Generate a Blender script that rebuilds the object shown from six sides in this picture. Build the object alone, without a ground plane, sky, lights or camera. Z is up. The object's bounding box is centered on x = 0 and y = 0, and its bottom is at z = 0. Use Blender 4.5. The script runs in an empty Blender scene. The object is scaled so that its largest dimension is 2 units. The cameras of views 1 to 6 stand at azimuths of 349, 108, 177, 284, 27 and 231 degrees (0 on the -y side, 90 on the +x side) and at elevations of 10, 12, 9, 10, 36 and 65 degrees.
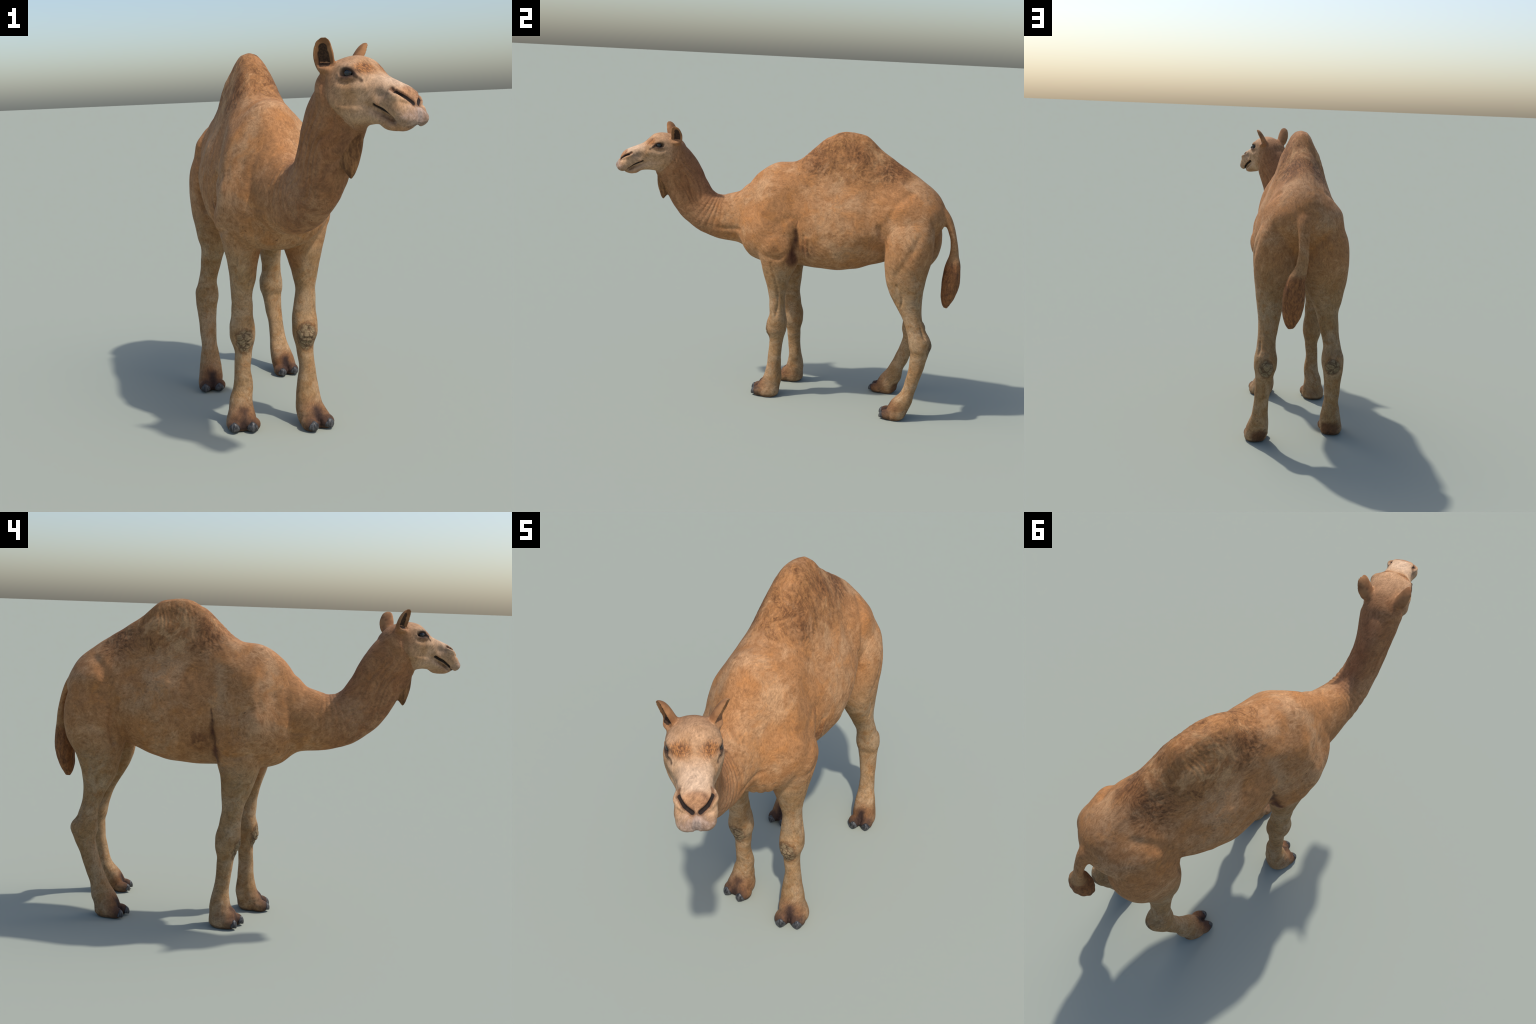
"""A standing one-humped camel: lofted body parts fused into one skin, sculpted with
folds and muscle relief, then separated into anatomical parts that share the skin's normals."""
import bpy, math
import numpy as np
from mathutils import Vector, Matrix
from mathutils.bvhtree import BVHTree

rng = np.random.default_rng(7)
VOXEL = 0.0034
CX = -0.02                                    # the body's own mid-plane

# ------------------------------------------------------------------ small maths
def pchip(x, y, q):
    """Shape-preserving cubic through (x, y) columns, evaluated at q."""
    x = np.asarray(x, float); y = np.asarray(y, float); q = np.asarray(q, float)
    if x[0] > x[-1]:
        x, y = x[::-1], y[::-1]
    y2 = y.reshape(len(x), -1)
    h = np.diff(x)[:, None]; d = np.diff(y2, axis=0) / h
    m = np.zeros_like(y2); m[0] = d[0]; m[-1] = d[-1]
    if len(x) > 2:
        w1 = 2 * h[1:] + h[:-1]; w2 = h[1:] + 2 * h[:-1]
        ok = d[:-1] * d[1:] > 0
        with np.errstate(divide='ignore', invalid='ignore'):
            mm = (w1 + w2) / (w1 / d[:-1] + w2 / d[1:])
        m[1:-1] = np.where(ok, mm, 0)
    i = np.clip(np.searchsorted(x, q) - 1, 0, len(x) - 2)
    t = ((q - x[i]) / np.diff(x)[i])[:, None]; t = np.clip(t, 0, 1); hh = h[i]
    r = ((1 + 2 * t) * (1 - t) ** 2 * y2[i] + t * (1 - t) ** 2 * hh * m[i]
         + t * t * (3 - 2 * t) * y2[i + 1] + t * t * (t - 1) * hh * m[i + 1])
    return r.reshape((len(q),) + y.shape[1:])

def catmull(p, n):
    """n points evenly spread along the smooth curve through the points p."""
    p = np.asarray(p, float)
    flip = np.ones(p.shape[1]); flip[0] = -1                 # mirror past both ends: sections close round
    full = np.concatenate([p[2:0:-1] * flip, p, p[-2:-4:-1] * flip])
    d = np.sqrt(np.maximum(np.linalg.norm(np.diff(full, axis=0), axis=1), 1e-6))
    tt = np.concatenate([[0], np.cumsum(d)])
    m = np.gradient(full, tt, axis=0)[2:-2]; t = tt[2:-2] - tt[2]
    q = np.linspace(0, t[-1], 12 * len(p)); i = np.clip(np.searchsorted(t, q) - 1, 0, len(t) - 2)
    h = (t[i + 1] - t[i])[:, None]; u = ((q - t[i])[:, None]) / h
    c = ((1 + 2 * u) * (1 - u) ** 2 * p[i] + u * (1 - u) ** 2 * h * m[i]
         + u * u * (3 - 2 * u) * p[i + 1] + u * u * (u - 1) * h * m[i + 1])
    s = np.concatenate([[0], np.cumsum(np.linalg.norm(np.diff(c, axis=0), axis=1))])
    k = np.linspace(0, s[-1], n)
    return np.stack([np.interp(k, s, c[:, j]) for j in range(c.shape[1])], 1)

def ellipse_ring(n=40, e=2.0):
    a = np.linspace(0, 2 * np.pi, n, endpoint=False)
    c, s = np.cos(a), np.sin(a)
    return np.stack([np.sign(c) * np.abs(c) ** (2 / e), np.sign(s) * np.abs(s) ** (2 / e)], 1)

def loft(rings):
    """Closed tube through rings of equal point count; both ends capped by a fan."""
    rings = [np.asarray(r, float) for r in rings]
    n = len(rings[0]); v = np.concatenate(rings + [rings[0].mean(0)[None], rings[-1].mean(0)[None]])
    f = []
    for k in range(len(rings) - 1):
        a, b = k * n, (k + 1) * n
        for i in range(n):
            j = (i + 1) % n
            f.append((a + i, a + j, b + j, b + i))
    e0, e1, last = len(v) - 2, len(v) - 1, (len(rings) - 1) * n
    for i in range(n):
        j = (i + 1) % n
        f.append((e0, j, i)); f.append((e1, last + i, last + j))
    return v, f

def blob(centre, radii, frame=None, n=20):
    """Ellipsoid with its own axes."""
    frame = np.eye(3) if frame is None else np.asarray(frame)
    rings = []
    for t in np.linspace(-0.98, 0.98, n):
        r = math.sqrt(1 - t * t)
        ring = ellipse_ring(24) * r
        p = np.stack([ring[:, 0] * radii[0], ring[:, 1] * radii[1], np.full(24, t * radii[2])], 1)
        rings.append(p @ frame + np.asarray(centre))
    return loft(rings)

def tube(rows, n=36, e=2.0, steps=6, side=(1, 0, 0), egg=0.0):
    """Loft along a spine: rows of (x, y, z, half depth, half width)."""
    rows = np.asarray(rows, float)
    t = np.concatenate([[0], np.cumsum(np.linalg.norm(np.diff(rows[:, :3], axis=0), axis=1))])
    q = np.linspace(0, t[-1], steps * (len(rows) - 1) + 1)
    r = pchip(t, rows, q)
    c = np.stack([np.interp(q, t, rows[:, j]) for j in range(3)], 1) * 0.25 + r[:, :3] * 0.75
    tan = np.gradient(c, axis=0); tan /= np.linalg.norm(tan, axis=1)[:, None]
    base = ellipse_ring(n, e); out = []
    for k in range(len(q)):
        s = np.asarray(side(q[k] / t[-1]) if callable(side) else side, float)
        s = s - tan[k] * s.dot(tan[k]); s /= np.linalg.norm(s)
        d = np.cross(tan[k], s)
        out.append(c[k] + base[:, :1] * (1 - egg * base[:, 1:]) * s * r[k, 4] + base[:, 1:] * d * r[k, 3])
    return loft(out)

parts = {}

# ------------------------------------------------------------------ trunk with hump
LEVEL = (0.04, 0.13, 0.28, 0.45, 0.62, 0.79, 0.93)
TRUNK = [  # y, belly z, back z, half widths at LEVEL of the height
    (-0.285, 0.872, 1.165, (.038, .064, .088, .092, .076, .053, .03)),
    (-0.26, 0.835, 1.21, (.070, .110, .136, .135, .113, .079, .043)),
    (-0.20, 0.786, 1.285, (.106, .160, .184, .174, .142, .106, .061)),
    (-0.10, 0.762, 1.345, (.120, .187, .220, .211, .186, .149, .087)),
    (0.00, 0.764, 1.361, (.110, .170, .208, .206, .184, .152, .094)),
    (0.10, 0.764, 1.432, (.100, .157, .194, .199, .166, .127, .074)),
    (0.20, 0.761, 1.514, (.124, .185, .216, .203, .155, .109, .066)),
    (0.30, 0.765, 1.552, (.138, .203, .229, .207, .151, .106, .061)),
    (0.40, 0.783, 1.538, (.130, .195, .229, .206, .152, .106, .057)),
    (0.50, 0.818, 1.464, (.110, .166, .208, .194, .151, .108, .057)),
    (0.60, 0.855, 1.397, (.085, .132, .182, .192, .167, .114, .060)),
    (0.70, 0.895, 1.338, (.078, .128, .188, .205, .183, .131, .065)),
    (0.80, 0.96, 1.268, (.06, .097, .140, .172, .158, .114, .062)),
    (0.855, 1.03, 1.206, (.042, .067, .095, .113, .104, .079, .044)),
    (0.880, 1.075, 1.156, (.025, .04, .05, .055, .05, .04, .025)),
]
def trunk():
    prof = []
    for y, zb, zt, w in TRUNK:
        pts = [(0.0, zb)] + [(wi, zb + li * (zt - zb)) for wi, li in zip(w, LEVEL)] + [(w[-1] * .60, zb + .984 * (zt - zb)), (0.0, zt + .002)]
        prof.append(catmull(pts, 30))
    ys = [s[0] for s in TRUNK]
    q = np.linspace(ys[0], ys[-1], 90)
    rings = []
    for y, p in zip(q, pchip(ys, np.array(prof), q)):
        x = np.concatenate([p[:, 0], -p[-2:0:-1, 0]]) + CX
        z = np.concatenate([p[:, 1], p[-2:0:-1, 1]])
        rings.append(np.stack([x, np.full(len(x), y), z], 1))
    return loft(rings)
parts['trunk'] = trunk()

# ------------------------------------------------------------------ limbs
def limb(rows, heading=0.0, e=2.3, steps=70):
    """Stack of flat sections: rows of (z, front y, back y, outer x, inner x); the foot turns by heading."""
    rows = np.array(rows, float)
    q = np.linspace(rows[0, 0], rows[-1, 0], steps)
    r = pchip(rows[:, 0], rows, q)
    base = ellipse_ring(40, e); rings = []
    for z, yf, yb, xo, xi in r:
        u = min(1.0, max(0.0, (0.13 - z) / 0.09)); a = math.radians(heading) * u * u * (3 - 2 * u)
        px = base[:, 0] * abs(xo - xi) / 2; py = base[:, 1] * (yb - yf) / 2
        rings.append(np.stack([(xo + xi) / 2 + px * math.cos(a) - py * math.sin(a),
                               (yf + yb) / 2 + px * math.sin(a) + py * math.cos(a), np.full(40, z)], 1))
    return loft(rings)

FORE_LEFT = [(1.02, -0.097, 0.043, 0.154, 0.094), (0.95, -0.139, 0.075, 0.201, 0.069), (0.87, -0.148, 0.091, 0.211, 0.038), (0.8, -0.13, 0.088, 0.2, 0.024),
             (0.71, -0.105, 0.048, 0.178, 0.045), (0.64, -0.08, 0.033, 0.163, 0.062), (0.575, -0.065, 0.024, 0.153, 0.074),
             (0.49, -0.06, 0.032, 0.155, 0.062), (0.44, -0.071, 0.041, 0.159, 0.057), (0.4, -0.074, 0.042, 0.159, 0.057),
             (0.325, -0.053, 0.023, 0.14, 0.071), (0.25, -0.056, 0.02, 0.145, 0.078), (0.17, -0.062, 0.02, 0.155, 0.066),
             (0.135, -0.068, 0.026, 0.161, 0.061), (0.09, -0.084, 0.029, 0.168, 0.057), (0.065, -0.104, 0.026, 0.178, 0.055),
             (0.038, -0.108, 0.024, 0.192, 0.058), (0.015, -0.108, 0.022, 0.197, 0.064), (0, -0.1, 0.012, 0.19, 0.07)]
FORE_RIGHT = [(1.02, -0.095, 0.045, -0.186, -0.126), (0.95, -0.137, 0.075, -0.232, -0.104), (0.87, -0.147, 0.091, -0.242, -0.078), (0.8, -0.142, 0.074, -0.226, -0.066),
              (0.71, -0.115, 0.051, -0.208, -0.085), (0.64, -0.087, 0.045, -0.2, -0.095), (0.575, -0.063, 0.039, -0.195, -0.109),
              (0.49, -0.053, 0.054, -0.194, -0.106), (0.43, -0.054, 0.068, -0.206, -0.099), (0.4, -0.049, 0.069, -0.206, -0.099),
              (0.32, -0.025, 0.057, -0.187, -0.115), (0.25, -0.015, 0.058, -0.19, -0.122), (0.17, -0.005, 0.07, -0.196, -0.113),
              (0.12, -0.013, 0.08, -0.212, -0.118), (0.09, -0.022, 0.083, -0.219, -0.116), (0.068, -0.045, 0.081, -0.225, -0.114),
              (0.035, -0.054, 0.082, -0.236, -0.108), (0.012, -0.054, 0.081, -0.238, -0.11), (0, -0.045, 0.07, -0.23, -0.116)]
HIND_LEFT = [(1.16, .67, .78, .145, .09), (1.10, .62, .828, .182, .04), (1.03, .594, .846, .211, .012), (.95, .585, .848, .221, .006), (.88, .587, .840, .219, .012), (.80, .597, .824, .208, .030),
             (.71, .626, .813, .196, .056), (.655, .657, .811, .187, .072), (.58, .708, .819, .183, .088),
             (.515, .740, .846, .187, .098), (.45, .760, .879, .200, .087), (.415, .768, .880, .201, .087), (.38, .776, .874, .194, .097),
             (.30, .774, .857, .192, .111), (.22, .760, .835, .195, .122), (.15, .740, .816, .203, .120),
             (.10, .695, .808, .216, .116), (.06, .676, .793, .228, .116), (.03, .668, .781, .234, .120),
             (.012, .668, .772, .234, .124), (.0, .675, .76, .228, .132)]
HIND_RIGHT = [(1.16, 0.635, 0.78, -0.185, -0.13), (1.1, 0.575, 0.83, -0.218, -0.08), (1.03, 0.548, 0.852, -0.246, -0.03), (0.95, 0.541, 0.858, -0.255, -0.010), (0.88, 0.549, 0.843, -0.255, -0.016), (0.78, 0.569, 0.783, -0.244, -0.052),
              (0.7, 0.582, 0.756, -0.23, -0.088), (0.655, 0.603, 0.748, -0.219, -0.107), (0.585, 0.644, 0.743, -0.222, -0.124),
              (0.49, 0.668, 0.765, -0.236, -0.145), (0.44, 0.667, 0.794, -0.251, -0.139), (0.42, 0.667, 0.797, -0.251, -0.139), (0.37, 0.675, 0.778, -0.25, -0.149),
              (0.295, 0.656, 0.742, -0.245, -0.162), (0.2, 0.62, 0.708, -0.243, -0.168), (0.145, 0.594, 0.686, -0.253, -0.164),
              (0.095, 0.557, 0.681, -0.264, -0.159), (0.055, 0.537, 0.664, -0.271, -0.159), (0.025, 0.532, 0.659, -0.277, -0.163),
              (0.01, 0.532, 0.655, -0.276, -0.166), (0, 0.54, 0.64, -0.268, -0.172)]
HEADING = {'fore_left': 17, 'fore_right': -11, 'hind_left': 10, 'hind_right': -7}
for name, rows in (('fore_left', FORE_LEFT), ('fore_right', FORE_RIGHT), ('hind_left', HIND_LEFT), ('hind_right', HIND_RIGHT)):
    parts[name] = limb(rows, HEADING[name])

FEET = {  # inner and outer nail: x, y ; heading in degrees
    'fore_left': ((.101, -.130), (.173, -.110), 17), 'fore_right': ((-.140, -.060), (-.212, -.046), -11),
    'hind_left': ((.148, .647), (.210, .658), 10), 'hind_right': ((-.189, .514), (-.252, .521), -7)}
TOES = []   # (limb, centre, frame along/lateral/up, radii)
for k, (a, b, h) in FEET.items():
    for t, splay in ((a, -5), (b, 5)):
        if k.endswith('right'): splay = -splay
        ang = math.radians(h + splay); f = np.array([math.sin(ang), -math.cos(ang), 0]); sd_ = np.array([math.cos(ang), math.sin(ang), 0])
        g = 1.0 if 'fore' in k else .92
        TOES.append((k, np.array([t[0], t[1], .024 * g]) - f * .030 * g, np.stack([sd_, np.array([0, 0, 1.0]), f]), np.array([.036, .031, .045]) * g))
for i, (k, c, fr, r) in enumerate(TOES):
    parts['toe%d' % i] = blob(c, r, fr)

# ------------------------------------------------------------------ neck
def neck_side(t):
    a = math.radians(33) * min(1.0, max(0.0, (t - 0.25) / 0.6))
    return (math.cos(a), math.sin(a), 0)
def span(top, bottom, x, w):
    t, b = np.array(top), np.array(bottom)
    c = (t + b) / 2
    return (x, c[0], c[1], np.linalg.norm(t - b) / 2, w)
NECK = [(-.02, -.16, 1.03, .19, .118), span((-.255, 1.213), (-.225, .815), -.02, .124), span((-.325, 1.160), (-.30, .853), -.018, .112),
        span((-.395, 1.134), (-.42, .865), -.005, .095), span((-.459, 1.137), (-.523, .898), .009, .082),
        span((-.531, 1.183), (-.601, .953), .027, .074), span((-.591, 1.274), (-.658, 1.036), .046, .074),
        span((-.599, 1.337), (-.714, 1.12), .061, .079), span((-.627, 1.404), (-.772, 1.25), .087, .089),
        (.112, -.735, 1.385, .072, .083)]
parts['neck'] = tube(NECK, side=neck_side, steps=8, egg=.11)

# ------------------------------------------------------------------ head (own frame: s forward, l left, z up)
EYE_MID = np.array([.141, -.787, 0.0])
AZ = math.radians(33)
FWD = np.array([math.sin(AZ), -math.cos(AZ), 0.0]); LEFT = np.array([math.cos(AZ), math.sin(AZ), 0.0]); UP = np.array([0, 0, 1.0])
def H(s, l, z):
    """Head frame to world; the head leans a little and its midline curves gently."""
    s, l, z = np.broadcast_arrays(np.asarray(s, float), l, z)
    l2 = l - 0.002 - 0.03 * s + 0.07 * (z - 1.42)
    return EYE_MID + s[..., None] * FWD + l2[..., None] * LEFT + (z - 0.07 * l)[..., None] * UP
HF = np.stack([FWD, LEFT, UP])

def head_loft(rows, n=30, steps=5):
    """rows of (s, bottom z, top z, half widths at 5 levels)."""
    lev = (0.06, 0.28, 0.52, 0.76, 0.94); prof = []
    for s, zb, zt, w in rows:
        prof.append(catmull([(0, zb)] + [(wi, zb + li * (zt - zb)) for wi, li in zip(w, lev)] + [(0, zt)], n))
    ss = [r[0] for r in rows]
    q = np.linspace(ss[0], ss[-1], steps * len(rows)); rings = []
    for s, p in zip(q, pchip(ss, np.array(prof), q)):
        l = np.concatenate([p[:, 0], -p[-2:0:-1, 0]]); z = np.concatenate([p[:, 1], p[-2:0:-1, 1]])
        rings.append(H(np.full(len(l), s), l, z))
    return loft(rings)
SKULL = [(-.165, 1.33, 1.418, (.03, .05, .055, .05, .03)),
         (-.14, 1.30, 1.442, (.05, .077, .080, .07, .04)),
         (-.085, 1.285, 1.470, (.055, .086, .090, .078, .045)),
         (-.03, 1.283, 1.479, (.052, .086, .091, .084, .046)),
         (.01, 1.283, 1.471, (.046, .078, .086, .083, .046)),
         (.04, 1.286, 1.446, (.042, .069, .077, .072, .044)),
         (.07, 1.290, 1.419, (.038, .060, .066, .060, .042)),
         (.105, 1.290, 1.403, (.036, .056, .060, .055, .038)),
         (.14, 1.279, 1.389, (.038, .059, .063, .058, .037)),
         (.17, 1.264, 1.376, (.038, .060, .064, .058, .035)),
         (.195, 1.256, 1.353, (.037, .057, .059, .051, .028)),
         (.212, 1.256, 1.322, (.030, .047, .050, .044, .022)),
         (.225, 1.264, 1.300, (.016, .026, .030, .026, .012))]
JAW = [(-.115, 1.29, 1.37, (.035, .06, .07, .065, .04)),
       (-.065, 1.268, 1.36, (.045, .080, .090, .086, .06)),
       (-.01, 1.258, 1.345, (.042, .072, .083, .08, .06)),
       (.05, 1.263, 1.325, (.034, .053, .062, .062, .05)),
       (.09, 1.259, 1.303, (.032, .048, .054, .052, .04)),
       (.12, 1.242, 1.286, (.032, .047, .052, .050, .04)),
       (.15, 1.239, 1.270, (.030, .044, .048, .046, .034)),
       (.182, 1.246, 1.260, (.016, .026, .030, .028, .02))]
parts['skull'] = head_loft(SKULL)
parts['jaw'] = head_loft(JAW)
for sd in (1, -1):
    parts['lip%d' % sd] = blob(H(.194, sd * .026, 1.280), (.036, .034, .028), HF)
    parts['cheek%d' % sd] = blob(H(-.055, sd * .056, 1.335), (.058, .036, .058), HF)
parts['gullet'] = tube([(*H(-.04, 0, 1.30), .055, .07), (*H(-.028, 0, 1.262), .038, .05), (*H(-.016, 0, 1.230), .014, .025)], side=LEFT)

# ears: cupped leaves, open to the side and a little forward
def ear(sd):
    base, tip = np.array([-.100, sd * .064, 1.425]), np.array([-.084, sd * .104, 1.530])
    look = math.radians(62)
    rings = []
    for t in np.linspace(0, 1, 26):
        w = pchip([0, .25, .5, .75, .92, 1], [.027, .034, .034, .028, .020, .008], [t])[0]
        d = pchip([0, .25, .5, .75, .92, 1], [.027, .030, .027, .022, .014, .005], [t])[0]
        cup = min(1.0, max(0.0, (t - .10) / .18)) * min(1.0, (1.04 - t) / .1)
        a = np.linspace(0, 2 * np.pi, 36, endpoint=False); c, s_ = np.cos(a), np.sin(a)
        back = np.where(s_ > 0, d * s_, (1 - cup) * d * s_ + cup * (0.66 * d * np.maximum(0, 1 - (c / .86) ** 2) ** .7 - .0055))
        c0 = base + (tip - base) * t + np.array([-.006, sd * .004, 0]) * math.sin(math.pi * t)
        # opening faces (cos look, side); back runs the other way
        ps = c0[0] - back * math.cos(look) + w * c * math.sin(look)
        pl = c0[1] - sd * back * math.sin(look) - sd * w * c * math.cos(look)
        rings.append(H(ps, pl, np.full(36, c0[2])))
    return loft(rings)
EARS = {sd: ear(sd) for sd in (1, -1)}
for sd in (1, -1):
    parts['ear%d' % sd] = EARS[sd]

# beard: a flattened wedge hanging from the throat
BEARD = [(*H(-.060, 0, 1.245), .055, .050), (*H(-.056, 0, 1.205), .047, .042), (*H(-.056, 0, 1.165), .042, .034),
         (*H(-.052, 0, 1.13), .030, .026), (*H(-.048, 0, 1.105), .016, .016), (*H(-.047, 0, 1.088), .004, .005)]
parts['beard'] = tube(BEARD, side=LEFT)

# tail: bare stem and a hairy tuft
TAIL = [(-.013, .835, 1.152, .045, .048), (-.013, .873, 1.131, .034, .037), (-.012, .905, 1.088, .025, .030), (-.012, .935, 1.012, .019, .027),
        (-.004, .947, .935, .025, .030), (.020, .948, .86, .043, .043), (.028, .946, .78, .048, .053),
        (.034, .936, .70, .039, .044), (.036, .931, .655, .024, .028), (.035, .931, .632, .010, .013)]
parts['tail'] = tube(TAIL)

# ------------------------------------------------------------------ fuse to one skin
def mesh_from(v, f, name):
    me = bpy.data.meshes.new(name); me.from_pydata([tuple(p) for p in v], [], f); me.update()
    return me
allv, allf, off = [], [], 0
for v, f in parts.values():
    allv.append(v); allf += [tuple(i + off for i in p) for p in f]; off += len(v)
import bmesh
src = mesh_from(np.concatenate(allv), allf, 'skin_source')
bm = bmesh.new(); bm.from_mesh(src); bmesh.ops.recalc_face_normals(bm, faces=bm.faces); bm.to_mesh(src); bm.free()
ob = bpy.data.objects.new('skin_source', src); bpy.context.scene.collection.objects.link(ob)
md = ob.modifiers.new('fuse', 'REMESH'); md.mode = 'VOXEL'; md.voxel_size = VOXEL
dg = bpy.context.evaluated_depsgraph_get()
fused = bpy.data.meshes.new_from_object(ob.evaluated_get(dg))
bpy.data.objects.remove(ob); bpy.data.meshes.remove(src)
NV = len(fused.vertices); NF = len(fused.polygons)
co = np.empty(NV * 3); fused.vertices.foreach_get('co', co); co = co.reshape(-1, 3)
loops = np.empty(len(fused.loops), int); fused.loops.foreach_get('vertex_index', loops)
ltot = np.empty(NF, int); fused.polygons.foreach_get('loop_total', ltot)
assert (ltot == 4).all(); quads = loops.reshape(-1, 4)
ed = np.empty(len(fused.edges) * 2, int); fused.edges.foreach_get('vertices', ed); ed = ed.reshape(-1, 2)
deg = np.bincount(ed.ravel(), minlength=NV).astype(float)
def lap(p):
    s = np.stack([np.bincount(ed[:, 0], p[ed[:, 1], k], NV) + np.bincount(ed[:, 1], p[ed[:, 0], k], NV) for k in range(3)], 1)
    return s / deg[:, None] - p
def relax(p, n, w=0.5, mu=-0.52):
    w = np.asarray(w); w = w[:, None] if w.ndim else w
    for _ in range(n):
        p = p + w * lap(p); p = p + w * (mu / 0.5) * lap(p)
    return p
def melt(p, n, w):
    for _ in range(n):
        p = p + 0.5 * w[:, None] * lap(p)
    return p
def near(c, r, p=None):
    p = co if p is None else p
    return np.exp(-((p - np.asarray(c)) ** 2 / (np.asarray(r, float) ** 2)).sum(1) * 1.5)
co = relax(co, 6)
# joins melt into each other: neck base, shoulders, hips, tail root, throat
joins = np.zeros(NV)
for c, r in (((CX, -.26, 1.02), (.2, .13, .3)), ((CX - .2, -.075, .90), (.12, .15, .17)), ((CX + .2, -.075, .90), (.12, .15, .17)),
             ((CX - .2, .76, 1.0), (.13, .19, .22)), ((CX + .2, .76, 1.0), (.13, .19, .22)), ((CX - .2, .62, 1.10), (.12, .12, .09)), ((CX + .2, .62, 1.10), (.12, .12, .09)), ((CX, .86, 1.13), (.1, .07, .08)),
             (H(-.13, 0, 1.36), (.12, .12, .12)), (H(-.02, .06, 1.3), (.07, .07, .05)), (H(-.02, -.06, 1.3), (.07, .07, .05)),
             (H(-.08, 0, 1.2), (.05, .05, .06))):
    joins = np.maximum(joins, near(c, r))
co = melt(co, 60, np.clip(joins * 1.3, 0, 1))
seam = np.zeros(NV)
for sd in (1, -1):
    seam = np.maximum(seam, np.maximum(near(H(.02, sd * .075, 1.30), .055), near(H(-.04, sd * .08, 1.31), .05)))
co = melt(co, 45, np.clip(seam * 1.4, 0, 1))
headish = np.clip(near(H(.05, 0, 1.38), (.22, .22, .14)) * 1.5, 0, 1)
co = melt(co, 3, headish)

def vnormals(p):
    a = p[quads]; n = np.cross(a[:, 2] - a[:, 0], a[:, 3] - a[:, 1])
    vn = np.stack([np.bincount(quads.ravel(), np.repeat(n[:, k], 4), NV) for k in range(3)], 1)
    return vn / np.maximum(np.linalg.norm(vn, axis=1), 1e-12)[:, None]


# ------------------------------------------------------------------ sculpting on the fused skin
def to_head(p):
    d = p - EYE_MID
    s, l2 = d @ FWD, d @ LEFT
    l = (l2 + 0.002 + 0.03 * s - 0.07 * (p[:, 2] - 1.42)) / (1 + 0.07 ** 2)
    return np.stack([s, l, p[:, 2] + 0.07 * l], 1)
def mirrored(p):
    return np.stack([np.abs(p[:, 0] - CX), p[:, 1], p[:, 2]], 1)
def head_mirrored(p):
    h = to_head(p); h[:, 1] = np.abs(h[:, 1]); return h
def seg_dist(p, pts):
    pts = catmull_open(pts) if len(pts) > 2 else np.asarray(pts, float)
    best = np.full(len(p), 9.0)
    for a, b in zip(pts[:-1], pts[1:]):
        ba = b - a; t = np.clip((p - a) @ ba / max(ba @ ba, 1e-12), 0, 1)
        best = np.minimum(best, np.linalg.norm(p - a - t[:, None] * ba, axis=1))
    return best
def catmull_open(pts, k=5):
    p = np.asarray(pts, float); m = np.gradient(p, axis=0); out = []
    for i in range(len(p) - 1):
        u = np.linspace(0, 1, k, endpoint=False)[:, None]
        out.append((1 + 2 * u) * (1 - u) ** 2 * p[i] + u * (1 - u) ** 2 * m[i]
                   + u * u * (3 - 2 * u) * p[i + 1] + u * u * (u - 1) * m[i + 1])
    return np.concatenate(out + [p[-1:]])
NRM = vnormals(co)
def fresh():
    global NRM
    NRM = vnormals(co)
def snap(space, pts):
    """Pull control points of a curve onto the skin."""
    q = space(co)
    return [tuple(q[((q - np.asarray(p)) ** 2).sum(1).argmin()]) for p in pts]
def crease(space, pts, width, depth, extra=None):
    """Valley (depth > 0) or ridge (depth < 0) along a curve; space maps skin points to the curve's frame."""
    global co
    q = space(co); pts = np.asarray(pts, float); pad = 3 * width
    sel = np.nonzero(((q > pts.min(0) - pad) & (q < pts.max(0) + pad)).all(1))[0]
    if not len(sel): return
    k = np.exp(-(seg_dist(q[sel], pts) / width) ** 2)
    co[sel] -= (depth * k)[:, None] * NRM[sel]
def swell(space, c, r, h):
    """Smooth bump (h > 0) or hollow (h < 0)."""
    global co
    q = space(co); r = np.broadcast_to(np.asarray(r, float), 3)
    k = np.exp(-((q - np.asarray(c)) ** 2 / r ** 2).sum(1))
    co = co + (h * k)[:, None] * NRM
def world(p): return p

trunkish = near((CX, .3, 1.15), (.5, .75, .55))
co = melt(co, 20, np.clip(trunkish * 1.6, 0, .7))

M = mirrored; fresh()
# trunk: folds behind the elbow, groin, shoulder blade, ribs, hip bone, belly line
ARMPIT = snap(M, [(.20, .088, 1.05), (.215, .090, .99), (.215, .092, .93), (.20, .098, .86), (.17, .092, .81)])
swell(M, (.21, .098, .90), (.05, .026, .09), -.010)
crease(M, ARMPIT, .022, .012); crease(M, ARMPIT[1:4], .010, .014)
swell(M, (.20, .045, .865), (.05, .03, .05), .007)                            # point of the elbow
for k in range(4):                                                             # loose skin folds above the forearm
    dz = -.017 * k
    crease(M, snap(M, [(.185, .005 + .006 * k, .80 + dz), (.18, .030, .782 + dz), (.17, .052, .795 + dz), (.16, .06, .812 + dz)]), .005, .0045)
crease(M, snap(M, [(.21, .130, .97), (.215, .122, .90), (.19, .125, .84)]), .009, .005)
crease(M, snap(M, [(.21, .150, .96), (.215, .145, .90), (.19, .150, .85)]), .009, -.004)
GROIN = snap(M, [(.21, .556, 1.06), (.22, .566, .99), (.215, .568, .92), (.19, .566, .86)])
swell(M, (.20, .550, .90), (.06, .030, .06), -.012)
crease(M, GROIN, .017, .012); crease(M, GROIN[1:], .010, .014)
crease(M, [(.10, -.145, 1.17), (.13, -.20, 1.05), (.13, -.215, .96), (.13, -.195, .88)], .022, .006)
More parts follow.
